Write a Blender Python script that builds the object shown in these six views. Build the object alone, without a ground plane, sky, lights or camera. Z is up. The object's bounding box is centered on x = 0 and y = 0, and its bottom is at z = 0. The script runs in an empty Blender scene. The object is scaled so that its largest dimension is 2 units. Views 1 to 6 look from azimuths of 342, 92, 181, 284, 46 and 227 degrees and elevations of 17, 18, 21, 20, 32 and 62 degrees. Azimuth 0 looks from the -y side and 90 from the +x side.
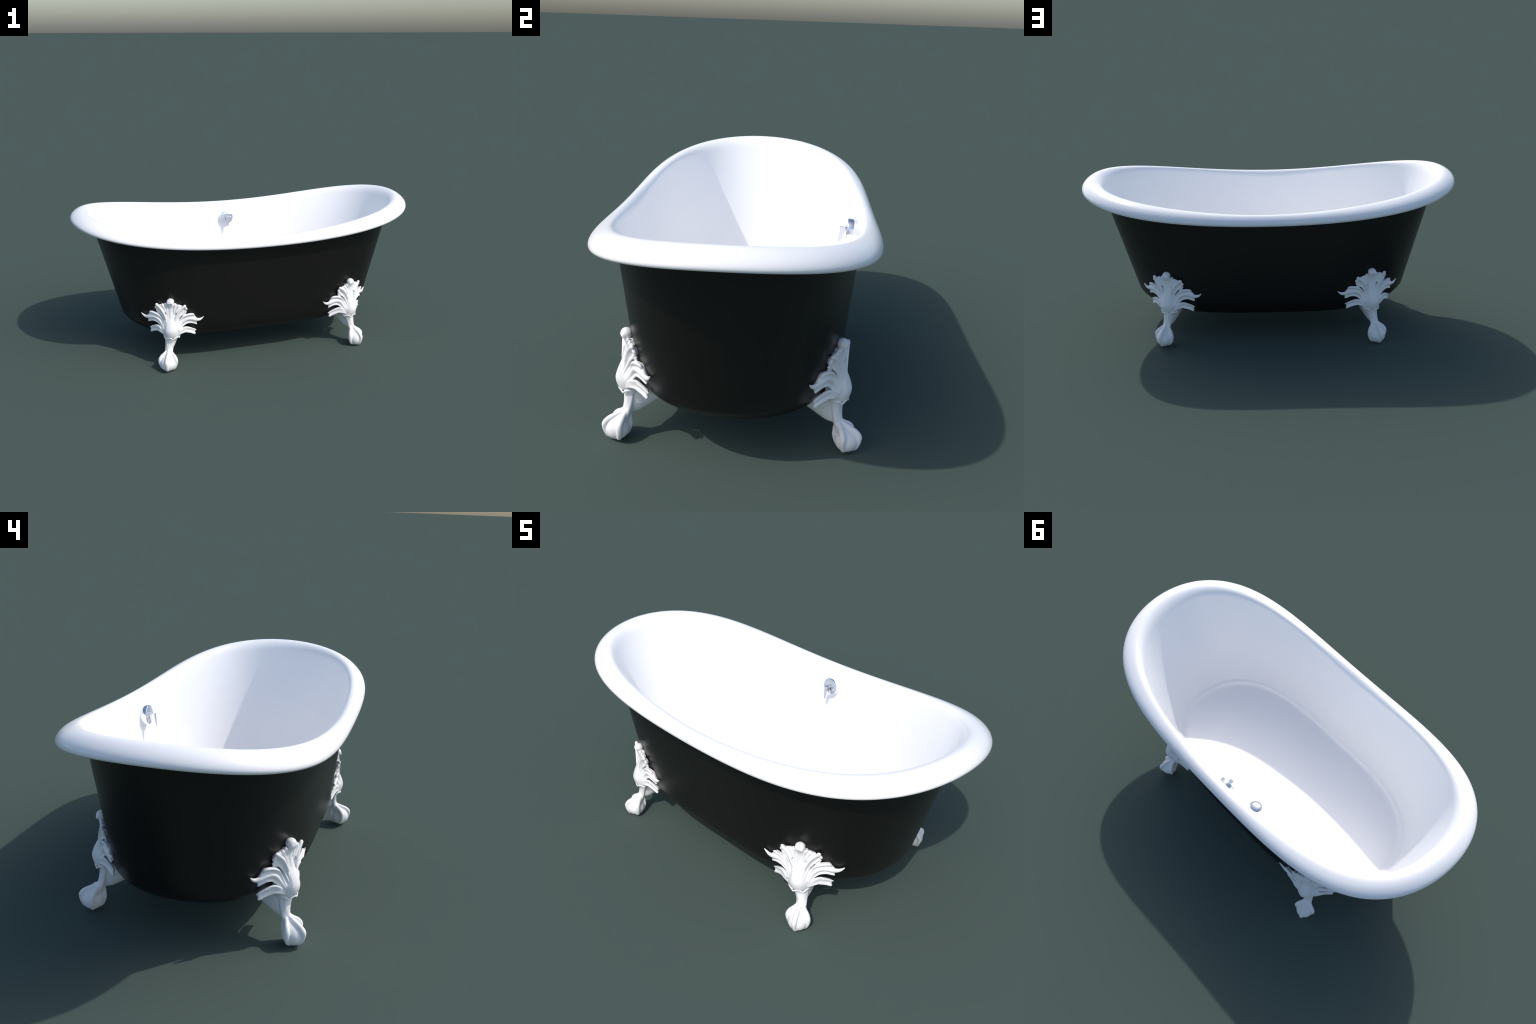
import bpy, bmesh, math
import numpy as np
from mathutils import Vector, Matrix

# ------------------------------------------------------------------ materials
def material(name, colour, rough, metallic=0.0, coat=0.0, mottle=0.04, grain=0.0, spec=0.5):
    m = bpy.data.materials.new(name)
    m.use_nodes = True
    nt = m.node_tree
    bsdf = nt.nodes["Principled BSDF"]
    bsdf.inputs["Metallic"].default_value = metallic
    bsdf.inputs["Coat Weight"].default_value = coat
    bsdf.inputs["Coat Roughness"].default_value = 0.15
    bsdf.inputs["Specular IOR Level"].default_value = spec
    tc = nt.nodes.new("ShaderNodeTexCoord")
    noise = nt.nodes.new("ShaderNodeTexNoise")
    noise.inputs["Scale"].default_value = 3.5
    noise.inputs["Detail"].default_value = 4
    nt.links.new(tc.outputs["Object"], noise.inputs["Vector"])
    ramp = nt.nodes.new("ShaderNodeValToRGB")
    ramp.color_ramp.elements[0].position = 0.3
    ramp.color_ramp.elements[1].position = 0.7
    ramp.color_ramp.elements[0].color = [c * (1 - mottle) for c in colour] + [1]
    ramp.color_ramp.elements[1].color = list(colour) + [1]
    nt.links.new(noise.outputs["Fac"], ramp.inputs["Fac"])
    nt.links.new(ramp.outputs["Color"], bsdf.inputs["Base Color"])
    mr = nt.nodes.new("ShaderNodeMapRange")
    mr.inputs["To Min"].default_value = rough * 0.95
    mr.inputs["To Max"].default_value = min(1, rough * 1.05)
    nt.links.new(noise.outputs["Fac"], mr.inputs["Value"])
    nt.links.new(mr.outputs["Result"], bsdf.inputs["Roughness"])
    if grain > 0:
        fine = nt.nodes.new("ShaderNodeTexNoise")
        fine.inputs["Scale"].default_value = 160
        nt.links.new(tc.outputs["Object"], fine.inputs["Vector"])
        bump = nt.nodes.new("ShaderNodeBump")
        bump.inputs["Strength"].default_value = grain
        bump.inputs["Distance"].default_value = 0.001
        nt.links.new(fine.outputs["Fac"], bump.inputs["Height"])
        nt.links.new(bump.outputs["Normal"], bsdf.inputs["Normal"])
    return m

ENAMEL = material("white_enamel", (0.975, 0.976, 0.978), 0.25, mottle=0.015)
BLACK = material("black_paint", (0.0062, 0.0053, 0.0048), 0.36, mottle=0.06)
FOOT_WHITE = material("white_cast_paint", (0.90, 0.90, 0.90), 0.45, mottle=0.03, grain=0.05)
CHROME = material("chrome", (0.86, 0.87, 0.88), 0.08, metallic=1.0, mottle=0.02)

# ------------------------------------------------------------------ helpers
def new_object(name, mesh, parent=None, mat=None):
    o = bpy.data.objects.new(name, mesh)
    bpy.context.scene.collection.objects.link(o)
    if mat:
        mesh.materials.clear()
        mesh.materials.append(mat)
    if parent:
        o.parent = parent
    return o

def mesh_from(name, verts, faces, smooth=True):
    me = bpy.data.meshes.new(name)
    me.from_pydata([tuple(map(float, v)) for v in verts], [], faces)
    me.validate()
    bm = bmesh.new(); bm.from_mesh(me)
    bmesh.ops.remove_doubles(bm, verts=bm.verts, dist=1e-6)
    bmesh.ops.recalc_face_normals(bm, faces=bm.faces)
    bm.to_mesh(me); bm.free()
    if smooth:
        me.polygons.foreach_set("use_smooth", [True] * len(me.polygons))
    return me

def split_regions(name_list, verts, faces, region, flip=False):
    """One smooth surface cut into parts by face region; every part keeps the
    vertex normals of the whole surface so that no seam shows."""
    me = bpy.data.meshes.new("whole")
    me.from_pydata([tuple(map(float, v)) for v in verts], [], [f[::-1] for f in faces] if flip else faces)
    me.update()
    normals = np.zeros(len(verts) * 3)
    me.vertices.foreach_get("normal", normals)
    normals = normals.reshape(-1, 3)
    out = []
    src = [list(p.vertices) for p in me.polygons]
    for k, nm in enumerate(name_list):
        fs = [f for f, r in zip(src, region) if r == k]
        used = sorted({i for f in fs for i in f})
        idx = {v: i for i, v in enumerate(used)}
        part = bpy.data.meshes.new(nm)
        part.from_pydata([tuple(map(float, verts[i])) for i in used], [], [[idx[i] for i in f] for f in fs])
        part.polygons.foreach_set("use_smooth", [True] * len(part.polygons))
        part.update()
        part.normals_split_custom_set_from_vertices([tuple(normals[i]) for i in used])
        out.append(part)
    bpy.data.meshes.remove(me)
    return out

def grid_faces(rows, cols, close=True):
    fs = []
    for r in range(rows - 1):
        for c in range(cols if close else cols - 1):
            d = (c + 1) % cols
            fs.append([r * cols + c, r * cols + d, (r + 1) * cols + d, (r + 1) * cols + c])
    return fs

def spline(pts, n):
    """Catmull-Rom through the control points (any dimension)."""
    p = np.array(pts, float)
    p = np.vstack([2 * p[0] - p[1], p, 2 * p[-1] - p[-2]])
    out = []
    m = len(p) - 3
    for s in np.linspace(0, m - 1e-9, n):
        i = int(s); f = s - i
        a, b, c, d = p[i:i + 4]
        out.append(0.5 * (2 * b + (c - a) * f + (2 * a - 5 * b + 4 * c - d) * f * f + (3 * b - a - 3 * c + d) * f ** 3))
    return np.array(out)

# ------------------------------------------------------------------ top level
tub = bpy.data.objects.new("clawfoot_bathtub", None)
bpy.context.scene.collection.objects.link(tub)
tub["label"] = "double-ended black bathtub with white rolled rim and ornate white claw feet"
tub["category"] = "bathtub"

# ------------------------------------------------------------------ tub shape
NT = 192
T = np.arange(NT) / NT * 2 * math.pi
C, S = np.cos, np.sin

def rim_spine():
    """Centre line of the rolled rim: long oval in plan, swept up at both ends."""
    x = 0.9931 * C(T) - 0.0236 * C(3 * T) - 0.013 * C(5 * T)
    y = 0.4977 * S(T) + 0.0248 * S(3 * T) - 0.013 * S(5 * T) - 0.0021 * S(7 * T)
    z = 0.7614 + 0.0534 * C(2 * T) - 0.0016 * C(4 * T) - 0.0011 * C(6 * T)
    p = np.stack([x, y, z], -1)
    d = np.roll(p, -1, 0) - np.roll(p, 1, 0)
    n = np.stack([d[:, 1], -d[:, 0], 0 * d[:, 0]], -1)
    return p, n / np.linalg.norm(n, axis=1)[:, None]

TOP_X, LEAN_X, TOP_Y, LEAN_Y = 0.8719, 0.2671, 0.4268, 0.0895
BOTTOM, KNEE = 0.165, 0.2270
ROUND_X, ROUND_Y, CREASE = 0.0760, 0.0360, 0.35

def shell(z, inset=(0.0, 0.0), t=None, straight=False):
    """Horizontal section of the tub wall at height z (z may vary with T)."""
    t = T if t is None else t
    zz = np.clip(z, BOTTOM, None)
    u = np.clip((KNEE - zz) / (KNEE - BOTTOM), 0, 1)
    f = 0 if straight else CREASE * u + (1 - CREASE) * (1 - np.sqrt(1 - u ** 2))   # slight crease, then a dish
    hx = TOP_X + LEAN_X * (zz - 0.7) - ROUND_X * f - inset[0]
    hy = TOP_Y + LEAN_Y * (zz - 0.7) - ROUND_Y * f - inset[1]
    w = (0.74 - zz) / 0.55
    a3, b3 = 0.0028 + 0.0252 * w, 0.071 + 0.0168 * w
    x = hx * (C(t) + a3 * C(3 * t) - 0.0141 * C(5 * t)) / (1 + a3 - 0.0141)
    y = hy * (S(t) + b3 * S(3 * t) - 0.0116 * S(5 * t)) / (1 - b3 - 0.0116)
    return np.stack([x, y, z + 0 * x], -1)

P, N = rim_spine()
UP = np.array([0, 0, 1.0])
c2 = C(2 * T)
RW = 0.0415 + 0.0068 * c2           # half width of the roll
RH = 0.0211 + 0.0017 * c2           # half height of the roll
TILT = 0.5943 - 0.1075 * c2         # outward-down tilt of the roll

def wall_thickness(z):
    """Wall thickness at the ends and at the long sides."""
    k = np.clip((0.45 - z) / 0.2, 0, 1)
    return 0.0105 + 0 * k, 0.0060 + 0.0025 * k

def belly_tilt(p, rise=0.005):
    """The belly and the floor fall slightly towards the drain side."""
    p = np.array(p, float)
    p[..., 2] -= np.where(p[..., 1] > 0, 0.008, rise) * (p[..., 1] / 0.37) * np.clip((0.25 - p[..., 2]) / 0.07, 0, 1)
    return p

def roll_point(phi):
    u, v = RW * np.cos(phi), RH * np.sin(phi)
    a = u * np.cos(TILT) + v * np.sin(TILT)
    b = -u * np.sin(TILT) + v * np.cos(TILT)
    return P + N * a[:, None] + UP * b[:, None]

# parameter of the highest and the lowest point of the tilted roll
phi_top = np.arctan2(RH * np.cos(TILT), -RW * np.sin(TILT))
phi_low = phi_top - math.pi
crest, low = roll_point(phi_top), roll_point(phi_low)

rings = []
# the roll is open underneath: its hollow runs up to the outer wall
HOLLOW = 0.84
phi_in = phi_top - 0.95
phi_low = phi_low + 0.3
rings.append(shell(P[:, 2] - 0.006))
for k in np.linspace(0, 1, 12):
    p = roll_point(phi_in + (phi_low - phi_in) * k)
    rings.append(P + (p - P) * HOLLOW)
PHI_LIP = phi_top - 0.62
for k in np.linspace(0, 1, 24):
    rings.append(roll_point(phi_low + (PHI_LIP - phi_low) * k))
# inner lip: curves from the top of the roll down into the wall
foot_z = crest[:, 2] - (0.046 + 0.008 * c2)
wall_top = shell(foot_z, wall_thickness(foot_z))
wall_dir = shell(foot_z + 0.02, wall_thickness(foot_z)) - wall_top
wall_dir /= np.linalg.norm(wall_dir, axis=1)[:, None]
p0 = rings[-1]
d0 = roll_point(PHI_LIP + 0.02) - p0
d0 /= np.linalg.norm(d0, axis=1)[:, None]
span = np.linalg.norm(wall_top - p0, axis=1)[:, None]
for k in np.linspace(0, 1, 15)[1:]:
    q1, q2 = p0 + d0 * span * 0.44, wall_top + wall_dir * span * 0.36
    rings.append(p0 * (1 - k) ** 3 + 3 * q1 * k * (1 - k) ** 2 + 3 * q2 * k * k * (1 - k) + wall_top * k ** 3)
n_rim = len(rings) - 1
# basin wall, tight fillet and shallow floor that falls towards the drain
DRAIN = (-0.003, 0.239)
BASIN_SHIFT = 0.002
FILLET_TOP, FLOOR_MID = 0.248, 0.1705
for k in np.linspace(0, 1, 15)[1:]:
    z = foot_z + (FILLET_TOP - foot_z) * k
    w = shell(z, wall_thickness(z), straight=True)
    w[:, 1] += BASIN_SHIFT * min(1, 3 * k)
    rings.append(w)
# profile bent to draw a bright ring round the floor: wall swings inwards, breaks over a rounded
# edge, drops a little and runs out into the shallow floor
PALE_RING_PROFILE = [(0.0000, 0.2480), (0.0014, 0.2370), (0.0044, 0.2282), (0.0090, 0.2213), (0.0145, 0.2157), (0.0174, 0.2095),
         (0.0200, 0.2030), (0.0250, 0.1965), (0.0350, 0.1910), (0.0500, 0.1870), (0.0700, 0.1840)]
for inset, z in spline(PALE_RING_PROFILE, 41)[1:]:
    tx, ty = wall_thickness(z)
    w = shell(np.full(NT, z), (tx + inset, ty + inset), straight=True)
    w[:, 1] += BASIN_SHIFT
    rings.append(w)
edge = rings[-1]

def floor_z(x, y, k):
    d2 = (x - DRAIN[0]) ** 2 + (y - DRAIN[1]) ** 2
    return FLOOR_MID + (edge[0, 2] - FLOOR_MID) * (0.8 * k ** 2 + 0.2 * k ** 12) - 0.012 * np.exp(-d2 / 0.17 ** 2) * np.clip((1 - k) / 0.1, 0, 1)

for k in 1 - np.linspace(0, 1, 30)[1:-1] ** 1.4:
    w = edge.copy(); w[:, :2] *= k
    w[:, 2] = floor_z(w[:, 0], w[:, 1], k)
    rings.append(w)
V = np.concatenate(rings)
F = grid_faces(len(rings), NT)
n_hollow = 12
reg = [2 if i // NT < n_hollow else 0 if i // NT < n_rim else 1 for i in range(len(F))]
last = (len(rings) - 1) * NT
V = np.vstack([V, [[0, 0, rings[-1][0, 2]]]])
for c in range(NT):
    F.append([last + c, last + (c + 1) % NT, len(V) - 1]); reg.append(1)
V = belly_tilt(V, 0.001)
rim_me, basin_me, hollow_me = split_regions(["rim", "basin", "rim_underside"], V, F, reg)
new_object("rim_underside", hollow_me, tub, BLACK)
rim = new_object("rim", rim_me, tub, ENAMEL)
basin = new_object("basin", basin_me, tub, ENAMEL)

# black outer shell
rings = []
top_z = P[:, 2] - 0.0055
for k in np.linspace(0, 1, 12):
    rings.append(shell(top_z + (KNEE - top_z) * k))
for a in np.linspace(0, math.pi / 2, 18)[1:]:
    rings.append(shell(np.full(NT, KNEE - (KNEE - BOTTOM) * math.sin(a))))
edge = rings[-1]
for k in (0.85, 0.6, 0.3):
    w = edge.copy(); w[:, :2] *= k; w[:, 2] -= 0.010 * (1 - k * k); rings.append(w)
V = np.vstack([np.concatenate(rings), [[0, 0, BOTTOM - 0.010]]])
F = grid_faces(len(rings), NT)
last = (len(rings) - 1) * NT
F += [[last + c, last + (c + 1) % NT, len(V) - 1] for c in range(NT)]
V = belly_tilt(V)
F = [f[::-1] for f in F]
shell_me = bpy.data.meshes.new("outer_shell")
shell_me.from_pydata([tuple(map(float, v)) for v in V], [], F)
shell_me.polygons.foreach_set("use_smooth", [True] * len(F))
new_object("outer_shell", shell_me, tub, BLACK)

# ------------------------------------------------------------------ claw feet
# Foot frame: a = sideways along the wall, b = outwards, z = up.
class Sculpt:
    def __init__(self):
        self.v, self.f = [], []
    def add(self, rings):
        """Closed tube through a list of rings (equal counts), capped."""
        base = len(self.v); n = len(rings[0]); r = len(rings)
        for ring in rings:
            self.v += [tuple(map(float, q)) for q in ring]
        self.f += [[i + base for i in f] for f in grid_faces(r, n)]
        self.f.append([base + i for i in range(n)][::-1])
        self.f.append([base + (r - 1) * n + i for i in range(n)])
    def sweep(self, pts, n=28, sides=14, facing=(0, 1, 0.15), lean=0.0):
        """pts: (a, b, z, half_width, half_thickness) along a spine."""
        q = spline(pts, n)
        pos = q[:, :3]
        tan = np.gradient(pos, axis=0)
        tan /= np.linalg.norm(tan, axis=1)[:, None]
        fc = np.array(facing, float)
        rings = []
        for i in range(n):
            nn = fc - tan[i] * (fc @ tan[i]); nn /= np.linalg.norm(nn)
            ss = np.cross(tan[i], nn)
            th = np.arange(sides) / sides * 2 * math.pi
            w, h = max(q[i, 3], 0.0006), max(q[i, 4], 0.0006)
            rings.append(pos[i] + ss * (w * np.cos(th))[:, None] + nn * (h * np.sin(th))[:, None])
        self.add(rings)
    def ball(self, centre, radii, n=18):
        rings = []
        for a in np.linspace(-math.pi / 2 + 0.05, math.pi / 2 - 0.05, n):
            th = np.arange(24) / 24 * 2 * math.pi
            rings.append(np.stack([centre[0] + radii[0] * math.cos(a) * np.cos(th),
                                   centre[1] + radii[1] * math.cos(a) * np.sin(th),
                                   np.full(24, centre[2] + radii[2] * math.sin(a))], -1))
        self.add(rings)
    def solid(self, name, voxel, smooth=2):
        me = bpy.data.meshes.new(name)
        me.from_pydata(self.v, [], self.f)
        bm = bmesh.new(); bm.from_mesh(me)
        bmesh.ops.recalc_face_normals(bm, faces=bm.faces)
        bm.to_mesh(me); bm.free()
        o = bpy.data.objects.new(name, me)
        bpy.context.scene.collection.objects.link(o)
        r = o.modifiers.new("r", "REMESH"); r.mode = "VOXEL"; r.voxel_size = voxel
        if smooth:
            s = o.modifiers.new("s", "SMOOTH"); s.iterations = smooth; s.factor = 0.5
        dg = bpy.context.evaluated_depsgraph_get()
        res = bpy.data.meshes.new_from_object(o.evaluated_get(dg))
        res.name = name
        bpy.data.objects.remove(o); bpy.data.meshes.remove(me)
        return res

# foot position and directions; the wall behind it in the foot frame
FOOT_AT = (0.533, 0.366)
N_DIR = Vector((0.375, 0.927, 0)).normalized()
T_DIR = Vector((0.927, -0.375, 0)).normalized()
_t = np.linspace(0.2, 1.5, 400)

def wall_b(a, z):
    """Depth of the tub wall behind the foot at sideways a and height z."""
    p = shell(np.full(400, max(z, BOTTOM + 0.001)), t=_t)
    da, db = p[:, 0] - FOOT_AT[0], p[:, 1] - FOOT_AT[1]
    la = da * T_DIR.x + db * T_DIR.y
    lb = da * N_DIR.x + db * N_DIR.y
    o = np.argsort(la)
    return float(np.interp(a, la[o], lb[o]))

# --- leg, bracket and paw -------------------------------------------------
leg = Sculpt()
rows = [  # z, centre a, centre b, half a, half b
    (0.235, 0.000, -0.010, 0.042, 0.030), (0.205, 0.000, -0.008, 0.040, 0.028),
    (0.185, 0.001, -0.008, 0.038, 0.0245), (0.165, 0.006, -0.008, 0.0320, 0.0210),
    (0.145, 0.011, -0.005, 0.0262, 0.0190), (0.125, 0.0145, -0.001, 0.0222, 0.0180),
    (0.110, 0.016, 0.004, 0.0212, 0.0182), (0.098, 0.0165, 0.010, 0.0215, 0.0205),
    (0.087, 0.017, 0.021, 0.025, 0.026), (0.074, 0.0165, 0.035, 0.032, 0.034), (0.055, 0.0155, 0.041, 0.034, 0.035)]
rings = []
for z, ca, cb, ha, hb in spline(rows, 44):
    th = np.arange(40) / 40 * 2 * math.pi
    # flat front panel with a ridge on either side of it
    hi = float(np.clip((z - 0.115) / 0.04, 0, 1))
    k = 1 + 0.045 * np.cos(6 * (th - 0.86)) * hi + 0.07 * np.cos(4 * th) * (1 - hi)
    rings.append(np.stack([ca + ha * k * np.cos(th), cb + hb * k * np.sin(th), np.full(40, z)], -1))
leg.add(rings)
# bracket running back under the tub
rings = []
for b, zlo, zhi, half in spline([(0.004, 0.106, 0.215, 0.018), (-0.012, 0.095, 0.215, 0.030),
                                 (-0.035, 0.097, 0.210, 0.039), (-0.060, 0.108, 0.195, 0.042),
                                 (-0.085, 0.122, 0.182, 0.042), (-0.110, 0.137, 0.174, 0.042), (-0.135, 0.153, 0.168, 0.042)], 28):
    th = np.arange(24) / 24 * 2 * math.pi
    zc, zh = (zlo + zhi) / 2, (zhi - zlo) / 2
    ca = 0.012
    cs, sn = np.cos(th), np.sin(th)
    taper = 0.74 + 0.26 * sn
    rings.append(np.stack([ca + taper * half * np.sign(cs) * abs(cs) ** 0.8, np.full(24, b), zc + zh * np.sign(sn) * abs(sn) ** 0.8], -1))
leg.add(rings)
# ball held by four talons that stand at the corners of a square
PAW = np.array([0.0165, 0.0410, 0.0425])
leg.ball(PAW, (0.0425, 0.0425, 0.0420))
for deg, reach in ((90, 0.98), (0, 1.00), (180, 1.02), (270, 0.99)):
    ca, sa = math.cos(math.radians(deg)), math.sin(math.radians(deg))
    pts = []
    for r, z, w in ((0.006, 0.122, 0.005), (0.0115, 0.107, 0.0070), (0.0225, 0.094, 0.0085), (0.0360, 0.082, 0.0100), (0.0440, 0.067, 0.0105),
                    (0.0455, 0.051, 0.0095), (0.041, 0.034, 0.009), (0.033, 0.019, 0.009), (0.020, 0.0100, 0.008)):
        mix = min(1, max(0, (0.114 - z) / 0.04))
        cx = 0.016 + (PAW[0] - 0.016) * mix
        cy = 0.004 + (PAW[1] - 0.004) * mix
        pts.append((cx + r * reach * ca, cy + r * reach * sa, z, w, w * 0.9))
    leg.sweep(pts, 30, 12, facing=(ca, sa, 0.3))
leg_me = leg.solid("leg", 0.0017, 7)

# --- acanthus leaf ornament ------------------------------------------------
leaf = Sculpt()
TWIST = 0.04       # the plaque leans a little towards the end of the tub

def leaf_point(a, h, z):
    """Point h above the tub wall (h beyond 0.5 means: absolute depth h - 1)."""
    return (a, h - 1 if h > 0.5 else wall_b(a, z) + h, z)

def sheet(spines, relief, thick, sgn, n=36, m=7):
    """Solid blade lofted across neighbouring spines (a, h, z), with raised
    ridges and sunk channels given by relief, one value per spine."""
    K = len(spines)
    L = []
    for sp in spines:
        L.append(spline([leaf_point(*p) for p in sp], n))
    L = np.array(L)                                   # K, n, 3
    cols = (K - 1) * m + 1
    front = np.zeros((cols, n, 3)); rel = np.zeros(cols)
    cross = np.array([spline(L[:, i], cols) for i in range(n)])      # n, cols, 3
    rel = spline([(r,) for r in relief], cols)[:, 0]
    mid = np.transpose(cross, (1, 0, 2))              # cols, n, 3
    du = np.gradient(mid, axis=0); dv = np.gradient(mid, axis=1)
    nn = np.cross(du, dv); nn /= np.linalg.norm(nn, axis=2)[..., None] + 1e-12
    nn[nn[..., 1] < 0] *= -1
    ss = np.linspace(0, 1, n)
    fade = np.clip(ss / 0.35, 0, 1) * np.clip((1 - ss) / 0.12, 0.25, 1)
    body = np.sqrt(np.clip(1 - (np.linspace(-1, 1, cols)) ** 8, 0.12, 1))
    top = mid + nn * (rel[:, None] * fade[None] + 0.45 * thick * body[:, None] * np.clip((1 - ss) / 0.06, 0.4, 1)[None])[..., None]
    bot = mid - nn * (thick * body[:, None] * np.clip((1 - ss) / 0.06, 0.4, 1)[None])[..., None]
    rings = []
    for i in range(n):
        ring = np.concatenate([top[:, i], bot[::-1, i]])
        ring[:, 2] += TWIST * ring[:, 0] * 1.0
        if sgn < 0:
            pass
        rings.append(ring)
    rings = np.array(rings)
    if sgn < 0:
        rings[..., 2] -= 2 * TWIST * rings[..., 0]
        rings[..., 0] *= -1
    leaf.add(list(rings))

def rib(pts, sgn, n=30, sides=12):
    q = [leaf_point(p[0], p[1], p[2]) + (p[3], p[4]) for p in pts]
    leaf.sweep([(sgn * a, b, z + TWIST * sgn * a, w, h) for a, b, z, w, h in q], n, sides, facing=(sgn * 0.35, 1, 0.15))

# bell-shaped heart of the leaf, from the collar up to the knob
rings = []
for z, half, front, back in spline([(0.184, 0.037, 0.021, -0.020), (0.190, 0.045, 0.030, -0.030), (0.205, 0.050, 0.0365, -0.036),
                                    (0.226, 0.052, 0.0395, -0.040), (0.248, 0.050, 0.0335, -0.040),
                                    (0.272, 0.046, 0.0225, -0.038), (0.297, 0.042, 0.0095, -0.035),
                                    (0.322, 0.037, 0.0020, -0.031), (0.348, 0.031, -0.0025, -0.028),
                                    (0.374, 0.026, 0.000, -0.026)], 44):
    th = np.arange(56) / 56 * 2 * math.pi
    cs, sn = np.cos(th), np.sin(th)
    mid = back * 0.9
    b = np.where(sn > 0, mid + (front - mid) * abs(sn) ** 0.85, mid + (back - mid) * abs(sn))
    up = float(np.clip((z - 0.215) / 0.05, 0, 1))
    # flat central panel: an arris at either side of it and a gutter beyond
    b = b + up * (sn > 0) * (0.0016 * np.exp(-((abs(cs) - 0.42) / 0.07) ** 2) - 0.0030 * np.exp(-((abs(cs) - 0.66) / 0.12) ** 2))
    rings.append(np.stack([half * cs, b, np.full(56, z)], -1))
leaf.add(rings)
# stem that flares into the knob, and the knob curling forward
leaf.sweep([(0, 0.018, 0.262, 0.008, 0.002), (0, 0.0055, 0.300, 0.009, 0.0035), (0, -0.0020, 0.335, 0.0105, 0.0045),
            (0, -0.0025, 0.356, 0.013, 0.006), (0, 0.001, 0.373, 0.0175, 0.010)])
leaf.ball((0, -0.002, 0.3875), (0.0210, 0.0205, 0.0190))
leaf.sweep([(0, -0.014, 0.392, 0.018, 0.010), (0, 0.004, 0.388, 0.0200, 0.014), (0, 0.0155, 0.379, 0.0165, 0.006)], facing=(0, 0.3, 1))

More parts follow.
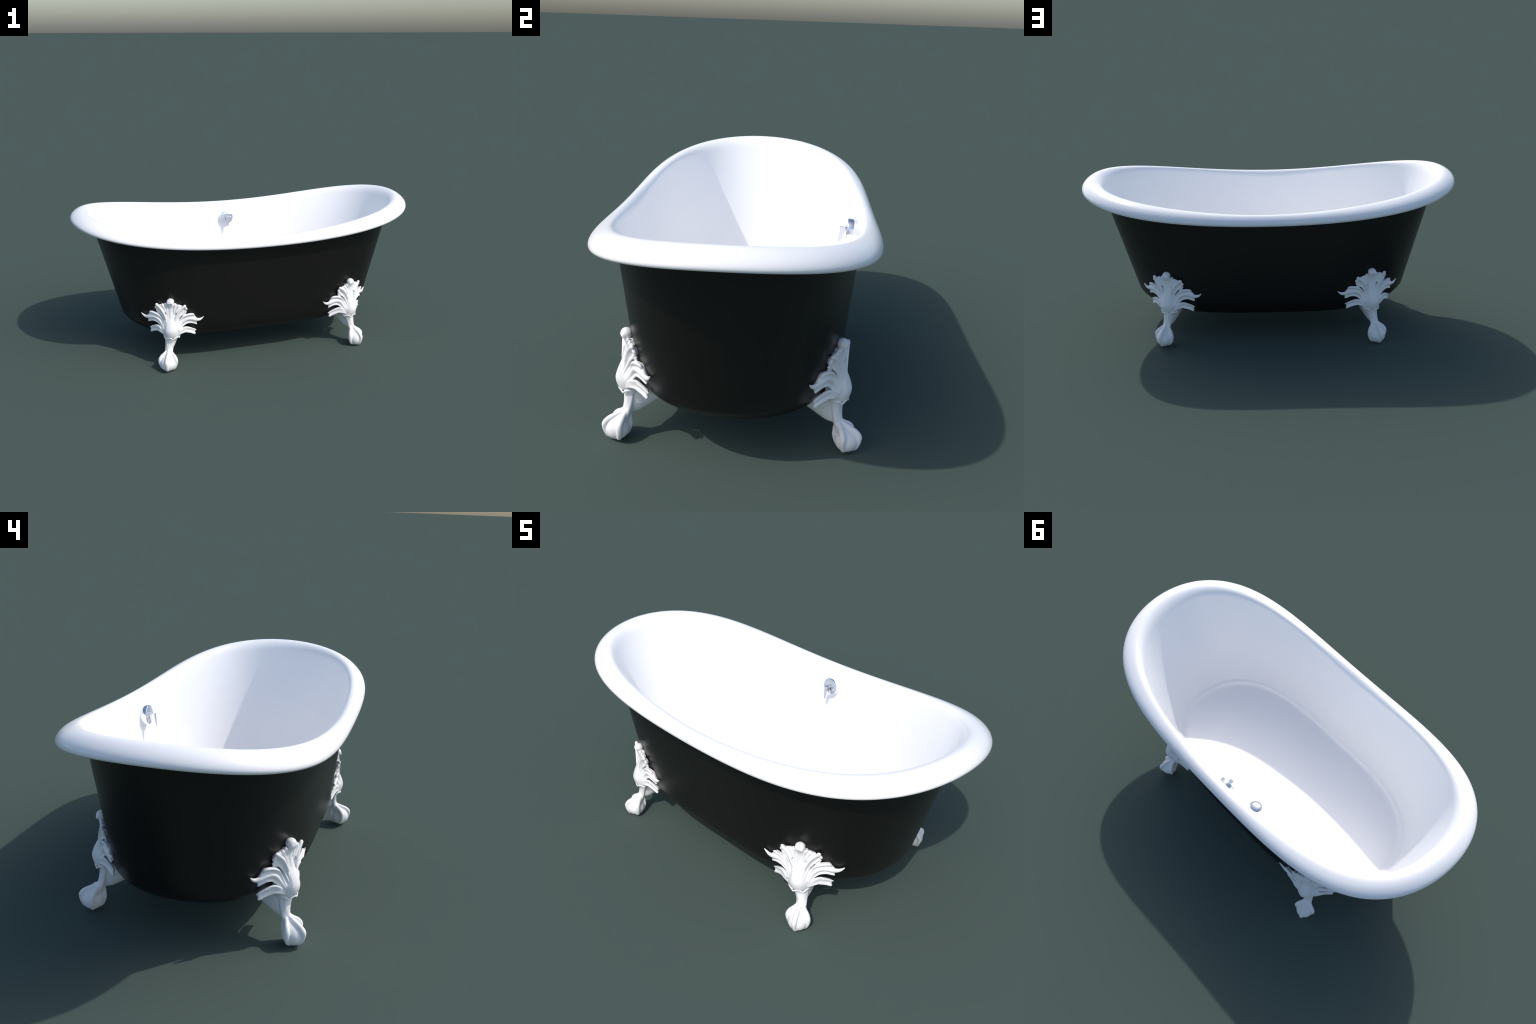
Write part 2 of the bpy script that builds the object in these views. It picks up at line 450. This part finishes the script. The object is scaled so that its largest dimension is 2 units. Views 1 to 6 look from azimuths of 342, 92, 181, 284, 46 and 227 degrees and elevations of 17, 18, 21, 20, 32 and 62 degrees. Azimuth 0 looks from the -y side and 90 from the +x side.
for sgn in (1, -1):
    # crown lobe: a gutter between two rolled edges
    sheet([[(0.017, 1.0240, 0.236), (0.022, 0.043, 0.280), (0.032, 0.033, 0.312), (0.047, 0.024, 0.338), (0.066, 0.015, 0.357), (0.074, 0.010, 0.368)],
           [(0.023, 1.0200, 0.238), (0.031, 0.036, 0.282), (0.043, 0.028, 0.310), (0.058, 0.018, 0.329), (0.073, 0.012, 0.346), (0.082, 0.010, 0.355)],
           [(0.029, 1.0160, 0.240), (0.040, 0.031, 0.286), (0.054, 0.021, 0.308), (0.067, 0.014, 0.320), (0.078, 0.012, 0.331), (0.085, 0.009, 0.339)]],
          [0.0030, -0.0035, 0.0022], 0.011, sgn)
    rib([(0.023, 0.044, 0.288, 0.0015, 0.0015), (0.033, 0.035, 0.312, 0.0042, 0.004), (0.048, 0.027, 0.338, 0.0050, 0.005), (0.066, 0.019, 0.357, 0.0066, 0.0068), (0.077, 0.014, 0.3655, 0.0085, 0.0085), (0.080, 0.010, 0.369, 0.005, 0.005)], sgn)
    rib([(0.073, 0.013, 0.360, 0.006, 0.006), (0.083, 0.013, 0.350, 0.0062, 0.0065), (0.086, 0.010, 0.343, 0.004, 0.005)], sgn)
    rib([(0.060, 0.014, 0.317, 0.004, 0.004), (0.076, 0.011, 0.325, 0.0048, 0.005), (0.083, 0.008, 0.330, 0.0035, 0.004)], sgn)
    rib([(0.056, 0.012, 0.309, 0.004, 0.004), (0.072, 0.009, 0.314, 0.0045, 0.004), (0.077, 0.007, 0.318, 0.003, 0.003)], sgn)
    # little curls between knob and crown lobe
    sheet([[(0.012, 0.022, 0.335), (0.014, 0.017, 0.355), (0.018, 0.014, 0.374)],
           [(0.024, 0.021, 0.328), (0.030, 0.015, 0.352), (0.034, 0.010, 0.371)],
           [(0.036, 0.024, 0.322), (0.052, 0.016, 0.350), (0.064, 0.010, 0.366)]], [0, 0, 0], 0.012, sgn)
    rib([(0.019, 0.025, 0.318, 0.0042, 0.0036), (0.017, 0.023, 0.334, 0.0030, 0.003), (0.019, 0.020, 0.352, 0.0034, 0.004), (0.025, 0.019, 0.368, 0.0048, 0.0055), (0.030, 0.012, 0.3775, 0.0050, 0.0055)], sgn)
    rib([(0.021, 0.025, 0.318, 0.0036, 0.0036), (0.028, 0.024, 0.334, 0.0030, 0.0032), (0.036, 0.020, 0.351, 0.0036, 0.0045), (0.043, 0.017, 0.364, 0.0056, 0.006), (0.047, 0.011, 0.372, 0.0052, 0.0055)], sgn)
    # side lobe: broad upper roll, long pointed rib, lower roll
    sheet([[(0.034, 1.0140, 0.237), (0.043, 0.029, 0.279), (0.060, 0.021, 0.302), (0.088, 0.019, 0.313), (0.110, 0.014, 0.317), (0.119, 0.010, 0.315)],
           [(0.038, 1.0130, 0.232), (0.050, 0.029, 0.266), (0.068, 0.018, 0.290), (0.092, 0.013, 0.303), (0.114, 0.010, 0.304), (0.127, 0.009, 0.301)],
           [(0.041, 1.0120, 0.227), (0.053, 0.031, 0.258), (0.073, 0.022, 0.281), (0.100, 0.018, 0.290), (0.126, 0.014, 0.284), (0.141, 0.012, 0.283)],
           [(0.043, 1.0100, 0.222), (0.057, 0.028, 0.251), (0.078, 0.018, 0.271), (0.103, 0.013, 0.277), (0.124, 0.010, 0.270), (0.137, 0.010, 0.267)],
           [(0.044, 1.0090, 0.216), (0.059, 0.029, 0.240), (0.081, 0.020, 0.259), (0.105, 0.014, 0.263), (0.124, 0.010, 0.256), (0.131, 0.009, 0.253)]],
          [0.0028, -0.0025, 0.0024, -0.0026, 0.0022], 0.012, sgn)
    rib([(0.045, 0.029, 0.276, 0.002, 0.002), (0.062, 0.024, 0.299, 0.0050, 0.005), (0.088, 0.022, 0.313, 0.0055, 0.0058), (0.108, 0.017, 0.3165, 0.0062, 0.0068), (0.119, 0.013, 0.3130, 0.0055, 0.006), (0.121, 0.010, 0.304, 0.0045, 0.005)], sgn)
    rib([(0.060, 0.027, 0.269, 0.002, 0.002), (0.078, 0.022, 0.283, 0.0036, 0.004), (0.104, 0.020, 0.290, 0.0075, 0.006), (0.130, 0.016, 0.283, 0.0098, 0.0068), (0.148, 0.013, 0.280, 0.0082, 0.006), (0.162, 0.012, 0.286, 0.0052, 0.0045), (0.173, 0.013, 0.297, 0.0012, 0.002)], sgn)
    rib([(0.060, 0.028, 0.242, 0.002, 0.002), (0.080, 0.022, 0.261, 0.0042, 0.0045), (0.104, 0.018, 0.266, 0.0046, 0.005), (0.122, 0.014, 0.259, 0.0048, 0.005), (0.134, 0.012, 0.252, 0.0034, 0.004)], sgn)
    # low lobe with a split tip, standing free of the wall
    sheet([[(0.036, 1.0100, 0.212), (0.057, 1.0000, 0.236), (0.080, 0.984, 0.244), (0.104, 0.967, 0.233), (0.126, 0.952, 0.218)],
           [(0.036, 1.0095, 0.204), (0.060, 1.0020, 0.220), (0.084, 0.982, 0.224), (0.106, 0.965, 0.216), (0.124, 0.952, 0.207)],
           [(0.036, 1.0080, 0.196), (0.061, 0.999, 0.210), (0.085, 0.980, 0.212), (0.106, 0.963, 0.203), (0.118, 0.953, 0.197)]],
          [0.0022, -0.0030, 0.0020], 0.010, sgn)
    rib([(0.090, 0.979, 0.233, 0.005, 0.004), (0.110, 0.963, 0.225, 0.0048, 0.004), (0.130, 0.950, 0.2135, 0.0018, 0.0022)], sgn)
    rib([(0.080, 0.985, 0.213, 0.004, 0.004), (0.104, 0.966, 0.204, 0.0060, 0.0055), (0.116, 0.957, 0.197, 0.0075, 0.0065), (0.1225, 0.952, 0.192, 0.0055, 0.0055)], sgn)
# scalloped collar under the bell: arcs with raised lips
edges = [-105, -76, -18, 40, 98, 120]
for e0, e1 in zip(edges[:-1], edges[1:]):
    pts = []
    for k in np.linspace(0, 1, 9):
        ang = math.radians(e0 + (e1 - e0) * k)
        arc = math.sin(k * math.pi) ** 0.8
        pts.append((0.0440 * math.sin(ang), -0.009 + 0.0380 * math.cos(ang), 0.1770 + 0.0105 * arc + 0.012 * (1 - math.cos(ang)) * 0.35, 0.0030, 0.0030))
    leaf.sweep(pts, 20, 8)
leaf_me = leaf.solid("acanthus_leaf", 0.0013, 3)

# split leg and paw along the ankle
vs = np.zeros(len(leg_me.vertices) * 3); leg_me.vertices.foreach_get("co", vs); vs = vs.reshape(-1, 3)
fs = [list(p.vertices) for p in leg_me.polygons]
vs[:, 2] -= vs[:, 2].min()
rg = [1 if vs[f, 2].mean() < 0.100 else 0 for f in fs]
leg_part, paw_part = split_regions(["claw_foot", "paw"], vs, fs, rg)
for me in (leg_part, paw_part, leaf_me):
    me.materials.clear(); me.materials.append(FOOT_WHITE)
leaf_me.polygons.foreach_set("use_smooth", [True] * len(leaf_me.polygons))

for sx in (1, -1):
    for sy in (-1, 1):
        foot = bpy.data.objects.new("claw_foot", leg_part)
        bpy.context.scene.collection.objects.link(foot)
        foot.parent = tub
        m = Matrix.Identity(4)
        for r in range(3):
            s = (sx, sy, 1)[r]
            m[r][0] = s * T_DIR[r]; m[r][1] = s * N_DIR[r]; m[r][2] = 1.0 if r == 2 else 0.0
        m[0][3] = sx * FOOT_AT[0]; m[1][3] = sy * FOOT_AT[1]
        foot.matrix_local = m
        for nm, me in (("paw", paw_part), ("acanthus_leaf", leaf_me)):
            o = bpy.data.objects.new(nm, me)
            bpy.context.scene.collection.objects.link(o)
            o.parent = foot

# ------------------------------------------------------------------ overflow and waste
def lathe(name, prof, n=48, axis="z"):
    rings = []
    th = np.arange(n) / n * 2 * math.pi
    for r, h in prof:
        x, y = r * np.cos(th), r * np.sin(th)
        rings.append(np.stack([x, y, np.full(n, h)], -1) if axis == "z" else np.stack([x, np.full(n, -h), y], -1))
    v = np.concatenate(rings)
    f = grid_faces(len(rings), n) + [list(range(n))[::-1], [(len(rings) - 1) * n + i for i in range(n)]]
    me = mesh_from(name, v, f, smooth=True)
    bm = bmesh.new(); bm.from_mesh(me)
    for e in bm.edges:
        if len(e.link_faces) == 2 and e.calc_face_angle() > 0.6:
            e.smooth = False
    bm.to_mesh(me); bm.free()
    return me

plate_r = 0.042
plate = new_object("overflow_plate", lathe("overflow_plate", [
    (plate_r, -0.004), (plate_r, 0.021), (plate_r - 0.0012, 0.0235), (plate_r - 0.003, 0.0245), (0.02, 0.0255), (0.0005, 0.026)], axis="y"), tub, CHROME)
plate.location = (0, 0.4135, 0.633)
plate.rotation_euler = (math.radians(-5.0), 0, 0)
screw_me = lathe("screw", [(0.0062, 0.022), (0.0062, 0.0265), (0.0052, 0.0282), (0.0028, 0.0292), (0.0003, 0.0295)], 24, "y")
for sgn in (-1, 1):
    sc = new_object("screw", screw_me, plate, CHROME)
    sc.location = (sgn * 0.0262, 0, 0)
lever_bm = bmesh.new()
def taper_box(sections):
    rows = []
    for z, hx, y0, y1 in sections:
        rows.append([lever_bm.verts.new(c) for c in ((-hx, y0, z), (hx, y0, z), (hx, y1, z), (-hx, y1, z))])
    for a, b in zip(rows[:-1], rows[1:]):
        for i in range(4):
            j = (i + 1) % 4
            lever_bm.faces.new((a[i], a[j], b[j], b[i]))
    lever_bm.faces.new(rows[0][::-1]); lever_bm.faces.new(rows[-1])
taper_box([(0.007, 0.010, -0.0495, -0.0275), (-0.014, 0.0085, -0.0505, -0.0295), (-0.054, 0.0022, -0.0520, -0.0380)])
bmesh.ops.recalc_face_normals(lever_bm, faces=lever_bm.faces)
bmesh.ops.bevel(lever_bm, geom=list(lever_bm.edges), offset=0.0012, segments=2, affect="EDGES")
lever_me = bpy.data.meshes.new("lever"); lever_bm.to_mesh(lever_me); lever_bm.free()
new_object("lever", lever_me, plate, CHROME)
stem_me = lathe("lever_stem", [(0.0085, 0.020), (0.0085, 0.0275), (0.0072, 0.029), (0.0072, 0.036)], 32, "y")
new_object("lever_stem", stem_me, plate, CHROME)

flange = new_object("drain", lathe("drain", [(0.046, -0.004), (0.046, 0.0008), (0.045, 0.0022), (0.0415, 0.0026), (0.0405, 0.0015), (0.002, 0.0015)]), tub, CHROME)
flange.location = (DRAIN[0], DRAIN[1], float(belly_tilt((DRAIN[0], DRAIN[1], floor_z(DRAIN[0], DRAIN[1], 0.65)))[2]) + 0.0008)
new_object("drain_plug", lathe("drain_plug", [(0.036, 0.001), (0.0385, 0.004), (0.0390, 0.009), (0.0375, 0.0135), (0.0335, 0.0175), (0.027, 0.0203), (0.018, 0.0222), (0.009, 0.0232), (0.0005, 0.0235)]), flange, CHROME)
